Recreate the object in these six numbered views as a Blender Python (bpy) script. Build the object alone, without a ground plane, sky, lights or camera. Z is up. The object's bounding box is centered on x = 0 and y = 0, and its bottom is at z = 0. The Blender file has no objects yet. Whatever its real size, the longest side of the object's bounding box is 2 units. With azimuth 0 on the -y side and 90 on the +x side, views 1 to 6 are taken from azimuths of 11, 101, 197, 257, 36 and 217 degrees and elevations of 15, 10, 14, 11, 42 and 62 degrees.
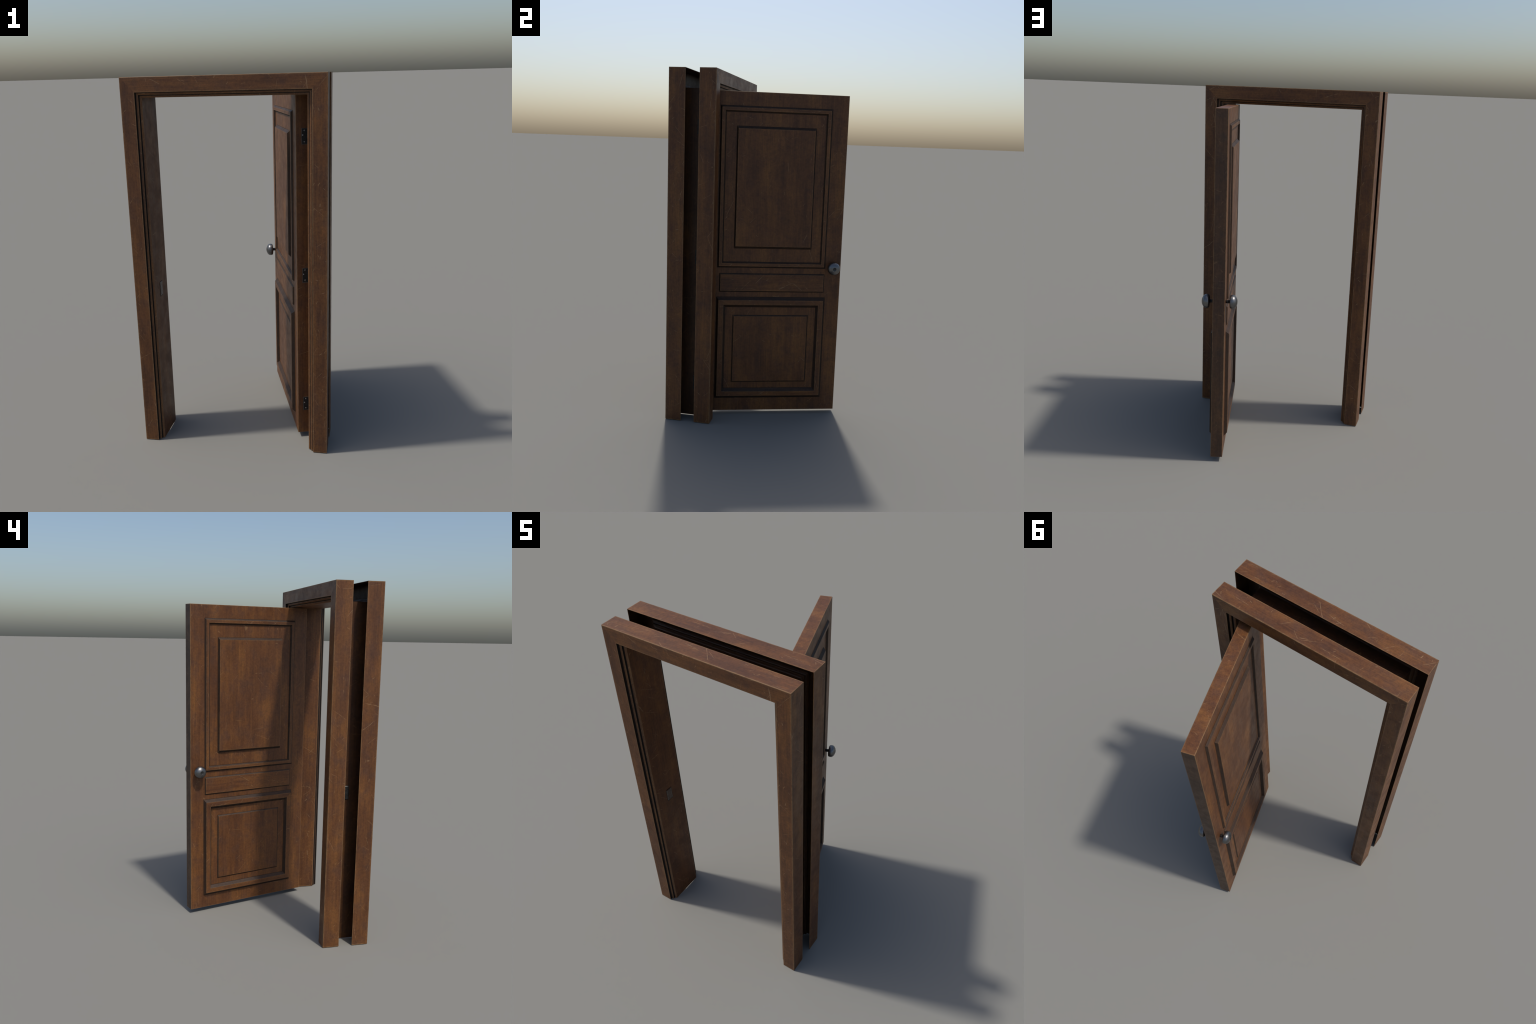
"""An old panelled wooden door standing ajar in a hollow wooden door frame."""
import math
import random
import bpy
import bmesh
from mathutils import Matrix, Vector

random.seed(7)
scene = bpy.context.scene

# ------------------------------------------------------------------ sizes (m)
HALF_W = 0.5152            # half width over the casings
TOP = 2.0                  # top of the casing
Y_FRONT, Y_BACK = -0.4745, -0.2080     # outer faces of the two casings
CASING_DEPTH = 0.0938      # how far a casing reaches back from its face
LINING = 0.1014            # from casing outer edge in to the jamb lining
WALL = 0.0020              # board thickness of the hollow frame

HINGE_AXIS = Vector((0.3409, -0.3218, 0.0))   # inner hinge-side edge of the leaf
OPEN_ANGLE = math.radians(107.446)
LEAF_W, LEAF_T = 0.8143, 0.0636
LEAF_BOTTOM, LEAF_TOP = 0.0247, 1.8938


# ------------------------------------------------------------------ materials
class Nodes:
    """Small helper for writing node trees."""

    def __init__(self, name):
        self.mat = bpy.data.materials.new(name)
        self.mat.use_nodes = True
        self.t = self.mat.node_tree
        self.t.nodes.clear()
        self.out = self.t.nodes.new("ShaderNodeOutputMaterial")
        self.bsdf = self.t.nodes.new("ShaderNodeBsdfPrincipled")
        self.t.links.new(self.bsdf.outputs[0], self.out.inputs[0])

    def put(self, socket, value):
        if isinstance(value, bpy.types.NodeSocket):
            self.t.links.new(value, socket)
        else:
            socket.default_value = value

    def add(self, kind, **settings):
        n = self.t.nodes.new(kind)
        for k, v in settings.items():
            setattr(n, k, v)
        return n

    def math(self, op, a, b=0.0, c=0.0, clamp=False):
        n = self.add("ShaderNodeMath", operation=op, use_clamp=clamp)
        for i, v in enumerate((a, b, c)):
            self.put(n.inputs[i], v)
        return n.outputs[0]

    def vec(self, op, a, b=(0, 0, 0)):
        n = self.add("ShaderNodeVectorMath", operation=op)
        self.put(n.inputs[0], a)
        self.put(n.inputs[1], b)
        return n.outputs["Value"] if op in ("DOT_PRODUCT", "LENGTH", "DISTANCE") else n.outputs[0]

    def noise(self, vector, scale=1.0, detail=3.0, rough=0.55, distortion=0.0):
        n = self.add("ShaderNodeTexNoise")
        self.put(n.inputs["Vector"], vector)
        n.inputs["Scale"].default_value = scale
        n.inputs["Detail"].default_value = detail
        n.inputs["Roughness"].default_value = rough
        n.inputs["Distortion"].default_value = distortion
        return n

    def span(self, x, lo, hi, a=0.0, b=1.0):
        n = self.add("ShaderNodeMapRange", interpolation_type="SMOOTHSTEP")
        self.put(n.inputs[0], x)
        for i, v in enumerate((lo, hi, a, b)):
            n.inputs[i + 1].default_value = v
        return n.outputs[0]

    def ramp(self, x, stops):
        n = self.add("ShaderNodeValToRGB")
        r = n.color_ramp
        while len(r.elements) < len(stops):
            r.elements.new(0.5)
        for e, (pos, col) in zip(r.elements, stops):
            e.position, e.color = pos, (*col, 1)
        self.put(n.inputs[0], x)
        return n.outputs[0]

    def mix(self, fac, a, b, blend="MIX"):
        n = self.add("ShaderNodeMix", data_type="RGBA", blend_type=blend)
        self.put(n.inputs[0], fac)
        for i, v in ((6, a), (7, b)):
            self.put(n.inputs[i], (*v, 1) if isinstance(v, tuple) else v)
        return n.outputs[2]


def scratch_layer(n, p, cells, half_len, half_width, keep, seed):
    """Random discs, one per Voronoi cell; where one cuts the surface it leaves a
    short straight scratch.  `keep` is the share of cells that hold a scratch."""
    q = n.vec("ADD", n.vec("SCALE", p), (seed * 3.7, seed * 1.3, seed * 2.1))
    q.node.inputs[0].links[0].from_node.inputs["Scale"].default_value = cells
    v = n.add("ShaderNodeTexVoronoi", feature="F1")
    v.inputs["Scale"].default_value = 1.0
    v.inputs["Randomness"].default_value = 1.0
    n.put(v.inputs["Vector"], q)
    rel = n.vec("SUBTRACT", q, v.outputs["Position"])
    axis = n.vec("NORMALIZE", n.vec("SUBTRACT", v.outputs["Color"], (0.5, 0.5, 0.5)))
    off = n.math("ABSOLUTE", n.vec("DOT_PRODUCT", rel, axis))
    line = n.span(off, half_width * cells * 0.35, half_width * cells, 1.0, 0.0)
    reach = n.span(n.vec("LENGTH", rel), half_len * cells * 0.6, half_len * cells, 1.0, 0.0)
    w = n.add("ShaderNodeTexWhiteNoise", noise_dimensions="3D")
    n.put(w.inputs["Vector"], v.outputs["Position"])
    chosen = n.math("LESS_THAN", w.outputs["Value"], keep)
    return n.math("MULTIPLY", n.math("MULTIPLY", line, reach), chosen)


def wood(name, tones, grey, worn=0.9, scratched=1.0, marked=1.0, grain=(1.0, 1.0, 1.0), rough=0.47, spec=0.36, ends=False, arris=False):
    """Stained, waxed wood whose grain runs along the local Z axis of its board."""
    n = Nodes(name)
    p0 = n.add("ShaderNodeTexCoord").outputs["Object"]
    rnd = n.add("ShaderNodeObjectInfo").outputs["Random"]
    shift = n.add("ShaderNodeCombineXYZ")
    for i, k in enumerate((11.0, 17.0, 23.0)):
        n.put(shift.inputs[i], n.math("MULTIPLY", rnd, k))
    p = n.vec("ADD", p0, shift.outputs[0])
    # long wandering fibres
    wob = n.noise(n.vec("MULTIPLY", p, (5, 5, 1.6)), 1.0, 2.0).outputs["Color"]
    wob = n.vec("MULTIPLY", n.vec("SUBTRACT", wob, (0.5, 0.5, 0.5)), (0.02, 0.02, 0.0))
    pf = n.vec("MULTIPLY", n.vec("ADD", p, wob), grain)
    fine = n.noise(n.vec("MULTIPLY", pf, (330, 330, 7.0)), 1.0, 4.0, 0.62).outputs["Fac"]
    mid = n.noise(n.vec("MULTIPLY", pf, (75, 75, 2.6)), 1.0, 3.0, 0.55).outputs["Fac"]
    broad = n.noise(n.vec("MULTIPLY", pf, (11, 11, 3.0)), 1.0, 4.0, 0.62).outputs["Fac"]
    blotch = n.noise(p, 17.0, 5.0, 0.62).outputs["Fac"]
    speck = n.noise(p, 190.0, 3.0, 0.6).outputs["Fac"]
    tone = n.math("ADD", n.math("MULTIPLY", broad, 0.74), n.math("MULTIPLY", mid, 0.26))
    col = n.ramp(tone, [(0.34, tones[0]), (0.50, tones[1]), (0.64, tones[2])])
    stain = n.span(blotch, 0.46, 0.70, 0.0, 0.46)
    col = n.mix(stain, col, grey)
    mottle = n.noise(p, 75.0, 3.0, 0.6).outputs["Fac"]
    lum = n.math("ADD", n.math("ADD", n.span(fine, 0.30, 0.70, 0.83, 1.14), n.span(speck, 0.3, 0.7, -0.11, 0.11)), n.span(mottle, 0.3, 0.7, -0.12, 0.12))
    comb = n.add("ShaderNodeCombineColor")
    for i in range(3):
        n.put(comb.inputs[i], lum)
    col = n.mix(1.0, col, comb.outputs[0], "MULTIPLY")
    # worn arrises: where a rounded normal leaves the true one
    bev = n.add("ShaderNodeBevel", samples=6)
    bev.inputs["Radius"].default_value = 0.0085
    geo = n.add("ShaderNodeNewGeometry")
    bend = n.math("SUBTRACT", 1.0, n.vec("DOT_PRODUCT", bev.outputs[0], geo.outputs["True Normal"]))
    patchy = n.noise(p, 34.0, 4.0, 0.65).outputs["Fac"]
    edge = n.math("MULTIPLY", n.span(bend, 0.003, 0.09), n.span(patchy, 0.34, 0.62, 0.22, 1.0))
    if ends:                                   # board ends, where two boards meet at an arris
        gz = n.add("ShaderNodeSeparateXYZ")
        n.put(gz.inputs[0], n.add("ShaderNodeTexCoord").outputs["Generated"])
        tip = n.math("ABSOLUTE", n.math("SUBTRACT", gz.outputs[2], 0.5))
        edge = n.math("MAXIMUM", edge, n.math("MULTIPLY", n.span(tip, 0.4968, 0.4985), n.span(patchy, 0.36, 0.60, 0.2, 0.9)))
    if arris:                                  # a chamfer that is rubbed bare along most of its length
        edge = n.span(patchy, 0.32, 0.54, 0.35, 1.0)
    tan = (0.215, 0.120, 0.052)
    col = n.mix(n.math("MULTIPLY", edge, worn), col, tan)
    # scratches and nicks
    bent = n.noise(p, 22.0, 2.0).outputs["Color"]
    bent = n.vec("MULTIPLY", n.vec("SUBTRACT", bent, (0.5, 0.5, 0.5)), (0.006, 0.006, 0.006))
    ps = n.vec("ADD", p, bent)
    s1 = scratch_layer(n, ps, 8.0, 0.060, 0.0013, 0.75 * marked, 1.0)
    s2 = scratch_layer(n, ps, 15.0, 0.032, 0.0011, 0.50 * marked, 2.0)
    s3 = scratch_layer(n, ps, 30.0, 0.011, 0.0016, 0.30 * marked, 3.0)
    fade = n.span(n.noise(p, 60.0, 3.0, 0.6).outputs["Fac"], 0.34, 0.56)
    marks = n.math("MAXIMUM", n.math("MAXIMUM", s1, s2), s3)
    marks = n.math("MULTIPLY", n.math("MULTIPLY", marks, fade), 0.62 * scratched)
    col = n.mix(marks, col, (0.23, 0.135, 0.066))
    n.put(n.bsdf.inputs["Base Color"], col)
    n.put(n.bsdf.inputs["Roughness"], n.span(blotch, 0.3, 0.7, rough - 0.05, rough + 0.10))
    n.bsdf.inputs["Specular IOR Level"].default_value = spec
    bump = n.add("ShaderNodeBump")
    bump.inputs["Strength"].default_value = 0.16
    bump.inputs["Distance"].default_value = 0.0006
    n.put(bump.inputs["Height"], n.math("SUBTRACT", fine, n.math("MULTIPLY", marks, 0.8)))
    n.put(n.bsdf.inputs["Normal"], bump.outputs[0])
    return n.mat


def metal(name, colour, rough, metallic=1.0, wear=0.35):
    n = Nodes(name)
    p = n.add("ShaderNodeTexCoord").outputs["Object"]
    f = n.noise(p, 90.0, 4.0, 0.6).outputs["Fac"]
    dark = tuple(c * (1 - wear) for c in colour)
    n.put(n.bsdf.inputs["Base Color"], n.ramp(f, [(0.35, dark), (0.62, colour)]))
    n.put(n.bsdf.inputs["Roughness"], n.span(f, 0.3, 0.7, rough + 0.08, rough - 0.03))
    n.bsdf.inputs["Metallic"].default_value = metallic
    return n.mat


TONES = ((0.071, 0.0268, 0.0104), (0.109, 0.0418, 0.0136), (0.153, 0.0615, 0.0168))
GREY = (0.064, 0.0300, 0.0190)


def tinted(k, towards=0.0):
    """The wood tones scaled by k and drawn towards a dull grey-brown."""
    return tuple(tuple(c * k * (1 - towards) + g * k * towards for c, g in zip(t, (0.070, 0.055, 0.046))) for t in TONES)


MAT_WOOD = wood("stained_wood", TONES, GREY, ends=True, scratched=1.25)
MAT_ARRIS = wood("worn_arris", TONES, GREY, arris=True)
MAT_LEAF = wood("leaf_wood", TONES, GREY, grain=(1.0, 0.35, 1.0), marked=0.45)
MAT_EDGE = wood("grimed_edge_wood", tinted(0.66, 0.35), (0.038, 0.027, 0.021), grain=(1.0, 0.35, 1.0), scratched=0.5)
MAT_BACK = wood("shaded_back_wood", tinted(0.55), tuple(c * 0.55 for c in GREY), worn=0.2, scratched=0.3)  # same wood, darkened to stand in for shade inside the frame
MAT_DARK = wood("grimed_shaded_wood", tinted(0.38, 0.50), (0.028, 0.021, 0.017), worn=0.35, scratched=0.0, rough=0.55, spec=0.25)  # sloping faces: dirt and baked crease shade share one darker tone
MAT_GROOVE = wood("dark_crease", tinted(0.16, 0.8), (0.010, 0.009, 0.009), worn=0.0, scratched=0.0, rough=0.6, spec=0.2)  # near-black tone that paints shade into creases and quirks
MAT_STEEL = metal("brushed_steel", (0.185, 0.185, 0.185), 0.36, 1.0, 0.15)
MAT_DULL = metal("dull_steel", (0.075, 0.075, 0.075), 0.5, 0.9)
MAT_IRON = metal("black_iron", (0.036, 0.035, 0.034), 0.45, 0.6)
MAT_PLATE = metal("strike_steel", (0.17, 0.17, 0.175), 0.40, 1.0, 0.2)
MAT_SCREW = metal("screw_steel", (0.33, 0.33, 0.33), 0.35, 1.0)


# ------------------------------------------------------------------ building
def mesh_object(name, verts, faces, mats, face_mats, world, parent, smooth=False):
    """Make a mesh object from vertices in the frame `world` describes."""
    me = bpy.data.meshes.new(name)
    bm = bmesh.new()
    bv = [bm.verts.new(v) for v in verts]
    for f, m in zip(faces, face_mats):
        bf = bm.faces.new([bv[i] for i in f])
        bf.material_index = m
        bf.smooth = smooth
    bmesh.ops.recalc_face_normals(bm, faces=bm.faces)
    bm.to_mesh(me)
    bm.free()
    for m in mats:
        me.materials.append(m)
    return place(bpy.data.objects.new(name, me), world, parent)


def place(ob, world, parent):
    scene.collection.objects.link(ob)
    ob.parent = parent
    up = WORLD[parent.name]
    ob.matrix_local = up.inverted() @ world
    WORLD[ob.name] = world.copy()
    return ob


WORLD = {}


def board(name, profile, seg_mats, ends, axes, parent, mats, caps=()):
    """Sweep a closed profile between two mitred ends.
    ends(i, pt) gives the world position of profile point i at end 0 or 1;
    axes is the rotation whose local Z runs along the grain; ends that butt in a mitre
    need no cap."""
    k = len(profile)
    pts = [ends(e, p) for e in (0, 1) for p in profile]
    mid = sum(pts, Vector()) / len(pts)
    world = Matrix.Translation(mid) @ axes.to_4x4()
    inv = world.inverted()
    verts = [inv @ p for p in pts]
    faces = [(i, (i + 1) % k, k + (i + 1) % k, k + i) for i in range(k)]
    if 0 in caps:
        faces.append(tuple(range(k)))
    if 1 in caps:
        faces.append(tuple(range(2 * k - 1, k - 1, -1)))
    return mesh_object(name, verts, faces, mats, list(seg_mats) + [0] * len(caps), world, parent)


UPRIGHT = Matrix.Identity(3)
ALONG_X = Matrix.Rotation(math.radians(90), 3, "Y")   # local Z -> world X


root = bpy.data.objects.new("wooden_door", None)
root.empty_display_size = 0.2
scene.collection.objects.link(root)
root["label"] = "old dark brown panelled wooden door standing ajar in its frame"
root["category"] = "door"
WORLD[root.name] = Matrix.Identity(4)


# ---- frame: profile pieces as (inset from the outer edge, depth from the face)
def wall_profile(line, marks, t=WALL):
    """Thicken an open polyline to a closed profile; marks give material per segment."""
    back = []
    for i, p in enumerate(line):
        a = Vector(line[max(i - 1, 0)])
        b = Vector(line[min(i + 1, len(line) - 1)])
        q = Vector(p)
        nrm = []
        for u, v in ((a, q), (q, b)):
            d = v - u
            if d.length > 1e-9:
                d.normalize()
                nrm.append(Vector((-d.y, d.x)))
        m = (nrm[0] + nrm[-1]).normalized()
        m *= t / max(m.dot(nrm[0]), 0.35)
        back.append((q.x + m.x, q.y + m.y))
    return list(line) + back[::-1], list(marks) + [0] + [2] * (len(line) - 1) + [0]


C = 0.0012
casing_line = [(0.0, CASING_DEPTH), (0.0, C), (C, 0.0), (0.0738, 0.0), (0.0748, 0.0009)]
casing = wall_profile([(x, y) for x, y in casing_line], [0, 3, 0, 3])
# two stepped beads; each starts in a quirk coloured dark as crease shade
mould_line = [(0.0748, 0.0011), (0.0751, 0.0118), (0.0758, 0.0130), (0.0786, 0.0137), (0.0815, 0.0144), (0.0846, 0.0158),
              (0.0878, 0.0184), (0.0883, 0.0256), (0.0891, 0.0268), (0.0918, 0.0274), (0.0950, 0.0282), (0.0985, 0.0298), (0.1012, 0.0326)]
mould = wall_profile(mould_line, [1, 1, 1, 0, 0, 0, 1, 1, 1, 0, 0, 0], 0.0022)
LIN_Y0 = 0.0328
lining_y = (Y_FRONT + LIN_Y0, Y_BACK - LIN_Y0)


def frame_boards(name, profile, marks, y0, sign, mats):
    """Two legs and a head, mitred at the top corners."""
    def yy(d):
        return y0 + sign * d
    for side in (-1, 1):
        def leg(e, p, side=side):
            return Vector((side * (HALF_W - p[0]), yy(p[1]), TOP - p[0] if e else 0.0))
        board(name, profile, marks, leg, UPRIGHT, root, mats, caps=(0,))

    def head(e, p):
        return Vector(((1 if e else -1) * (HALF_W - p[0]), yy(p[1]), TOP - p[0]))
    board("head_" + name, profile, marks, head, ALONG_X, root, mats)


FRAME_MATS = (MAT_WOOD, MAT_GROOVE, MAT_BACK, MAT_ARRIS)
for y0, sign in ((Y_FRONT, 1), (Y_BACK, -1)):
    frame_boards("casing", *casing, y0, sign, FRAME_MATS)
    frame_boards("moulding", *mould, y0, sign, FRAME_MATS)

depth = lining_y[1] - lining_y[0]
lin = [(LINING, 0.0), (LINING, depth), (LINING - WALL, depth), (LINING - WALL, 0.0)]
frame_boards("jamb", lin, [0, 0, 2, 0], lining_y[0], 1, FRAME_MATS)


# ---- door leaf -------------------------------------------------------------
# local X runs from the hinge edge to the free edge, local Y out of the inner face
LEAF = Matrix.Translation(HINGE_AXIS) @ Matrix.Rotation(OPEN_ANGLE, 4, "Z")


def box_mesh(name, lo, hi, bevel, mats):
    me = bpy.data.meshes.new(name)
    bm = bmesh.new()
    bmesh.ops.create_cube(bm, size=1.0)
    for v in bm.verts:
        v.co = [lo[i] + (v.co[i] + 0.5) * (hi[i] - lo[i]) for i in range(3)]
    if bevel:
        bmesh.ops.bevel(bm, geom=bm.edges[:], offset=bevel, segments=1, affect="EDGES")
    bm.to_mesh(me)
    bm.free()
    for m in mats:
        me.materials.append(m)
    return me


leaf = place(bpy.data.objects.new("door_leaf", box_mesh("door_leaf", (-0.0010, -LEAF_T, LEAF_BOTTOM),
             (LEAF_W, 0, LEAF_TOP), 0.0010, [MAT_LEAF, MAT_EDGE, MAT_ARRIS])), LEAF, root)
for poly in leaf.data.polygons:
    if poly.normal.x > 0.9:
        poly.material_index = 1
    elif max(abs(c) for c in poly.normal) < 0.9:
        poly.material_index = 2


class Face:
    """One side of the leaf: maps (s along width, h out of the face, z) to the world."""

    def __init__(self, outer):
        self.outer = outer

    def __call__(self, s, h, z):
        y = -LEAF_T - h if self.outer else h
        return LEAF @ Vector((s, y, z))


LEAF_R = LEAF.to_3x3()
SINK = -0.0015
SHADE_W = 0.0022             # width of the dark strip painting crease shade at each foot


def panel_ring(face, s0, s1, z0, z1, ds, dz, ws, wz, foot, h):
    """Raised moulding round a panel: outer chamfer (ds, dz), flat crest, inner slope (foot)."""
    steps = [(-SHADE_W, SINK), (-SHADE_W, 0.0003), (0.0, 0.0006), (1.0, h), (2.0, h), (3.0, 0.0006), (3.0 + SHADE_W, 0.0003), (3.0 + SHADE_W, SINK)]

    def inset(k, d, w, foot):
        if k < 0 or k > 3:                      # a fixed width beyond either foot
            return k if k < 0 else w + foot + (k - 3)
        if k > 2:
            return w + foot * (k - 2)
        return d * k if k <= 1 else d + (w - d) * (k - 1)

    for horizontal in (False, True):
        for far in (False, True):
            def ends(e, p):
                a, b = inset(p[0], ds, ws, foot[0]), inset(p[0], dz, wz, foot[1])
                if horizontal:
                    return face(s1 - a if e else s0 + a, p[1], z1 - b if far else z0 + b)
                return face(s1 - a if far else s0 + a, p[1], z1 - b if e else z0 + b)
            axes = LEAF_R @ ALONG_X if horizontal else LEAF_R
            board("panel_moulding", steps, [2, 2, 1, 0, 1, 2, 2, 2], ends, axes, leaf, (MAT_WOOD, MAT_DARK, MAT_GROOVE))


def raised_panel(name, face, s0, s1, z0, z1, ds, dz, h, axes):
    """Flat field with sloping margins."""
    g = SHADE_W * 0.8
    rows = [(s0 - g, s1 + g, z0 - g, z1 + g, SINK), (s0 - g, s1 + g, z0 - g, z1 + g, 0.0003), (s0, s1, z0, z1, 0.0006),
            (s0 + ds, s1 - ds, z0 + dz, z1 - dz, h)]
    pts = [face(s, k, z) for a, b, c, d, k in rows for s, z in ((a, c), (b, c), (b, d), (a, d))]
    mid = sum(pts, Vector()) / len(pts)
    world = Matrix.Translation(mid) @ axes.to_4x4()
    inv = world.inverted()
    faces, fm = [(0, 1, 2, 3), (12, 13, 14, 15)], [0, 0]
    for r in (0, 4, 8):
        for i in range(4):
            j = (i + 1) % 4
            faces.append((r + i, r + j, r + 4 + j, r + 4 + i))
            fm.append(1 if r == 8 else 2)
    mesh_object(name, [inv @ p for p in pts], faces, (MAT_LEAF if axes is LEAF_R else MAT_WOOD, MAT_DARK, MAT_GROOVE), fm, world, leaf)


for outer in (False, True):
    f = Face(outer)
    panel_ring(f, 0.0898, 0.7202, 0.8997, 1.8142, 0.0068, 0.0082, 0.0240, 0.0250, (0.0060, 0.0070), 0.0098)
    raised_panel("upper_panel", f, 0.1825, 0.6325, 1.0127, 1.7045, 0.0068, 0.0124, 0.0139, LEAF_R)
    raised_panel("lock_rail", f, 0.1030, 0.7185, 0.7553, 0.8637, 0.0045, 0.0060, 0.0066, LEAF_R @ ALONG_X)
    panel_ring(f, 0.0890, 0.7265, 0.1050, 0.7228, 0.0100, 0.0158, 0.0384, 0.0430, (0.0112, 0.0155), 0.0172)
    raised_panel("lower_panel", f, 0.1858, 0.6306, 0.2042, 0.6140, 0.0056, 0.0060, 0.0058, LEAF_R)


# ---- knobs -----------------------------------------------------------------
def lathe(name, profile, mats, mat_of, segs=48):
    me = bpy.data.meshes.new(name)
    bm = bmesh.new()
    rings = []
    for x, r in profile:
        if r < 1e-6:
            rings.append([bm.verts.new((0, 0, x))])
        else:
            rings.append([bm.verts.new((r * math.cos(a), r * math.sin(a), x))
                          for a in (2 * math.pi * i / segs for i in range(segs))])
    for i, (a, b) in enumerate(zip(rings, rings[1:])):
        for j in range(segs):
            k = (j + 1) % segs
            if len(a) == 1 and len(b) == 1:
                continue
            q = [a[0], b[j], b[k]] if len(a) == 1 else [a[j], b[0], a[k]] if len(b) == 1 else [a[j], b[j], b[k], a[k]]
            bf = bm.faces.new(q)
            bf.smooth = True
            bf.material_index = mat_of(i)
    bmesh.ops.recalc_face_normals(bm, faces=bm.faces)
    bm.to_mesh(me)
    bm.free()
    for m in mats:
        me.materials.append(m)
    return me


knob_profile = [(0.0220, 0.0), (0.0220, 0.0150), (0.0222, 0.0295), (0.0232, 0.0328), (0.0258, 0.0351),
                (0.0295, 0.0361), (0.0345, 0.0365), (0.0400, 0.0361), (0.0440, 0.0350), (0.0480, 0.0328),
                (0.0520, 0.0292), (0.0555, 0.0243), (0.0582, 0.0192), (0.0599, 0.0148), (0.0607, 0.0120),
                (0.0606, 0.0104), (0.0598, 0.0088), (0.0588, 0.0064), (0.0583, 0.0035), (0.0581, 0.0)]
knob_mesh = lathe("doorknob", knob_profile, [MAT_STEEL, MAT_DULL], lambda i: 1 if i >= 15 or i < 2 else 0)  # dimple gets darker steel, its shade put into the colour
stem_mesh = lathe("knob_stem", [(-0.004, 0.0), (-0.004, 0.0088), (0.0235, 0.0088), (0.0235, 0.0)], [MAT_IRON], lambda i: 0, 24)
for outer in (False, True):
    turn = Matrix.Rotation(math.radians(90 if outer else -90), 4, "X")
    at = LEAF @ Matrix.Translation((0.7665, -LEAF_T if outer else 0.0, 0.9055)) @ turn
    knob = place(bpy.data.objects.new("doorknob", knob_mesh), at, leaf)
    place(bpy.data.objects.new("knob_stem", stem_mesh), at, leaf)
for m in (stem_mesh,):
    for poly in m.polygons:
        poly.use_smooth = abs(poly.normal.z) < 0.5


# ---- hinges ----------------------------------------------------------------
def plate_mesh(name, w, h, t, rim, sunk, screws, mats):
    """Leaf in local XY-plane facing +Z: a raised rim round a slightly sunk field, with
    domed screw heads."""
    me = bpy.data.meshes.new(name)
    bm = bmesh.new()

    def ring(x, y, z):
        return [bm.verts.new(c) for c in ((-x, -y, z), (x, -y, z), (x, y, z), (-x, y, z))]
    a, b = w / 2, h / 2
    e = 0.0005
    rings = [ring(a, b, -t), ring(a, b, -e), ring(a - e, b - e, 0), ring(a - rim, b - rim, 0), ring(a - rim - e, b - rim - e, -sunk)]
    bm.faces.new(rings[0][::-1])
    for i, (p, q) in enumerate(zip(rings, rings[1:])):
        for j in range(4):
            k = (j + 1) % 4
            bm.faces.new((p[j], p[k], q[k], q[j])).material_index = 1 if i < 3 else 0
    bm.faces.new(rings[-1]).material_index = 0
    for x, y, r in screws:
        out = bmesh.ops.create_uvsphere(bm, u_segments=16, v_segments=8, radius=r,
                                        matrix=Matrix.Translation((x, y, -sunk)) @ Matrix.Diagonal((1, 1, 0.45, 1)))
        for v in out["verts"]:
            for fc in v.link_faces:
                fc.material_index = 2
                fc.smooth = True
    bm.to_mesh(me)
    bm.free()
    for m in mats:
        me.materials.append(m)
    return me


HINGES = [1.6904, 0.9574, 0.2033]
HINGE_H, HINGE_W = 0.0820, 0.0340
MAT_RIM = metal("hinge_iron", (0.12, 0.112, 0.105), 0.45, 0.8)
# local X of the plate runs across the edge, local Y up
screws = [(-0.001, 0.0290, 0.0040), (-0.0085, 0.0060, 0.0040), (-0.001, -0.0275, 0.0040)]
leaf_plate = plate_mesh("hinge_leaf", HINGE_W, HINGE_H, 0.003, 0.0032, 0.0005, screws, [MAT_IRON, MAT_RIM, MAT_SCREW])
jamb_plate = plate_mesh("jamb_hinge_leaf", 0.0350, HINGE_H, 0.0055, 0.0032, 0.0005,
                        [(-x, y, r) for x, y, r in screws], [MAT_IRON, MAT_RIM, MAT_SCREW])
knuckle = lathe("hinge_knuckle", [(-0.041, 0.0), (-0.041, 0.0040), (-0.014, 0.0040), (-0.0135, 0.0035), (-0.0130, 0.0040),
                (0.0130, 0.0040), (0.0135, 0.0035), (0.014, 0.0040), (0.041, 0.0040), (0.041, 0.0)], [MAT_IRON], lambda i: 0, 20)
for poly in knuckle.polygons:
    poly.use_smooth = abs(poly.normal.z) < 0.5
pin = LEAF @ Vector((0.0, -LEAF_T - 0.0035, 0.0))
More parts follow.
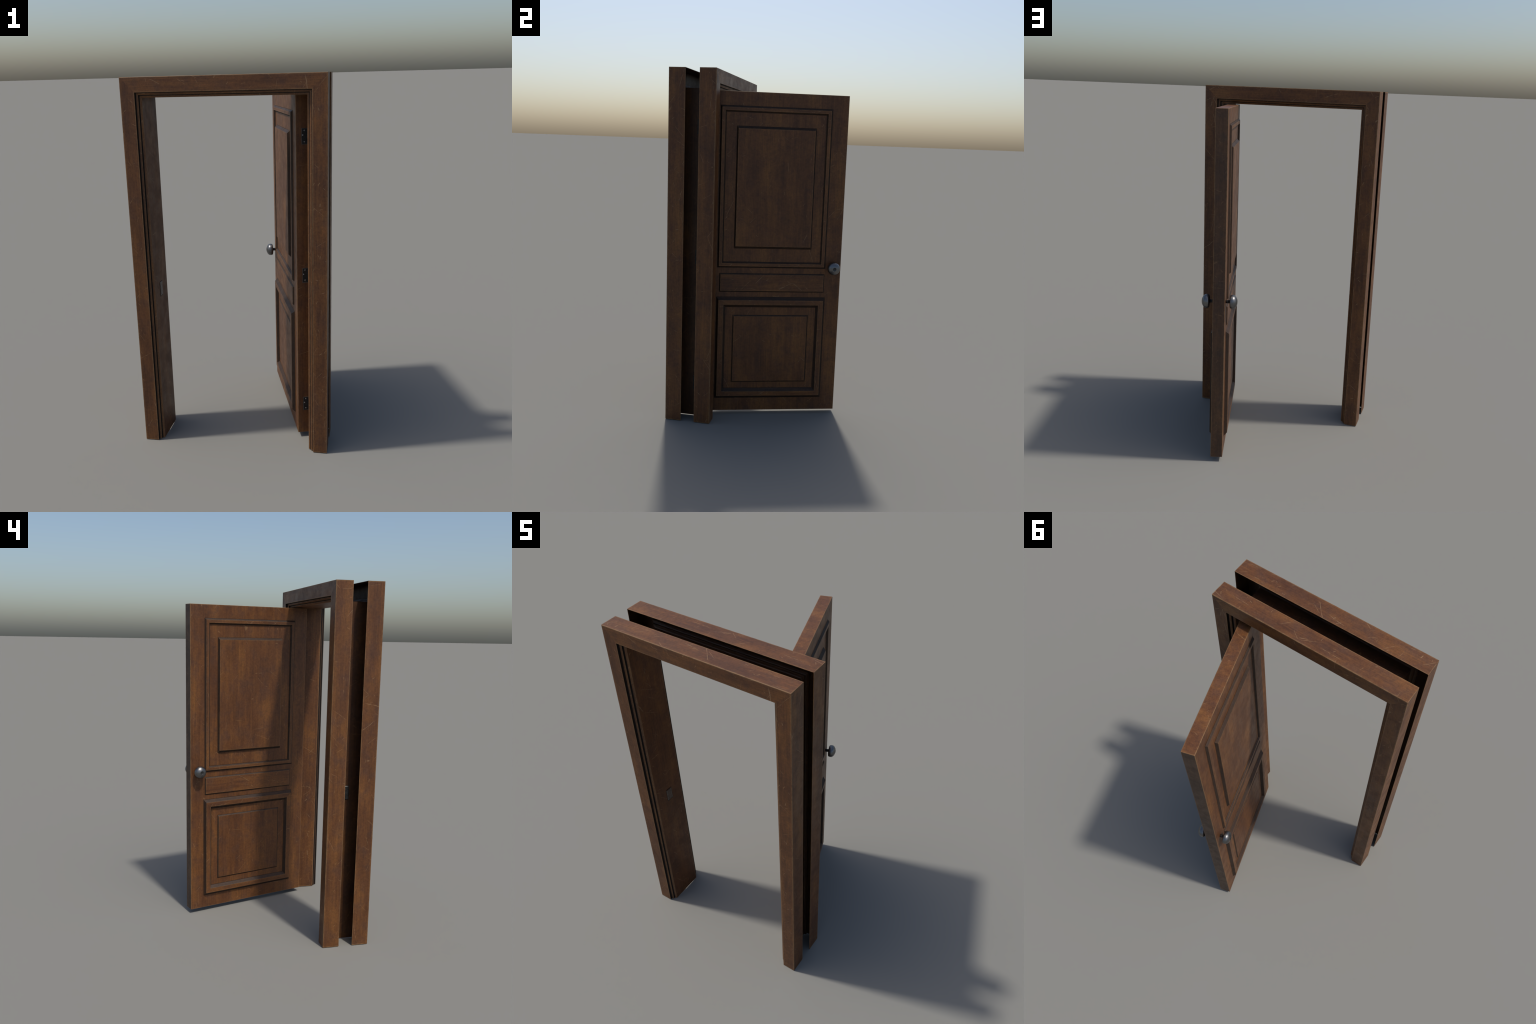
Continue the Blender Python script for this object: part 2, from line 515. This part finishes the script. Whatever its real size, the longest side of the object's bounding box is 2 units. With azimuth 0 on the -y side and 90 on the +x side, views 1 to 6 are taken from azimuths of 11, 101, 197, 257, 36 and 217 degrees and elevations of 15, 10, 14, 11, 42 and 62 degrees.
for z in HINGES:
    # plate faces local -X of the leaf, so Z -> -X, X -> -Y, Y -> Z
    r = Matrix(((0, 0, -1), (-1, 0, 0), (0, 1, 0))).to_4x4()
    place(bpy.data.objects.new("hinge_leaf", leaf_plate), LEAF @ Matrix.Translation((-0.0018, -0.0285 - HINGE_W / 2, z)) @ r, leaf)
    # jamb leaf faces -x in the right-hand jamb
    r2 = Matrix(((0, 0, -1), (-1, 0, 0), (0, 1, 0))).to_4x4()
    place(bpy.data.objects.new("jamb_hinge_leaf", jamb_plate),
          Matrix.Translation((HALF_W - LINING - 0.0008, -0.3215, z)) @ r2, root)
    place(bpy.data.objects.new("hinge_knuckle", knuckle), Matrix.Translation((pin.x, pin.y, z)), root)


# ---- strike plate in the left jamb: bevelled both ways through the lining ----
def strike_mesh():
    me = bpy.data.meshes.new("strike_plate")
    bm = bmesh.new()
    a, b, c = 0.0198, 0.0388, 0.0034
    rings = []
    for x, y, z in ((a - c, b - c, -0.0062), (a, b, -0.0034), (a, b, 0.0004), (a - c, b - c, 0.0020)):
        rings.append([bm.verts.new(q) for q in ((-x, -y, z), (x, -y, z), (x, y, z), (-x, y, z))])
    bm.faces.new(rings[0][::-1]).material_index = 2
    for i, (p, q) in enumerate(zip(rings, rings[1:])):
        for j in range(4):
            bm.faces.new((p[j], p[(j + 1) % 4], q[(j + 1) % 4], q[j])).material_index = 0 if i == 2 else 2
    bm.faces.new(rings[-1])
    for q in (rings[0], rings[-1]):              # thin dark border round the plate
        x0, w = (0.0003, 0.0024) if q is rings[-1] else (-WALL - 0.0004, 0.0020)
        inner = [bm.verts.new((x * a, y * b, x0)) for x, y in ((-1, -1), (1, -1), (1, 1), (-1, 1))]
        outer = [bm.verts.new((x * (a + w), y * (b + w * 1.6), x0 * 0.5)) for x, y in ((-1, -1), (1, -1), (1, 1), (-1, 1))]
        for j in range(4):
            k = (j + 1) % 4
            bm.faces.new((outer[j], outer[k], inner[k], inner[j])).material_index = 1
    bmesh.ops.recalc_face_normals(bm, faces=bm.faces)
    bm.to_mesh(me)
    bm.free()
    me.materials.append(MAT_PLATE)
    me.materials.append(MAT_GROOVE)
    me.materials.append(MAT_DULL)
    return me


# faces +x: Z -> +X, X -> +Y, Y -> Z
r = Matrix(((0, 0, 1), (1, 0, 0), (0, 1, 0))).to_4x4()
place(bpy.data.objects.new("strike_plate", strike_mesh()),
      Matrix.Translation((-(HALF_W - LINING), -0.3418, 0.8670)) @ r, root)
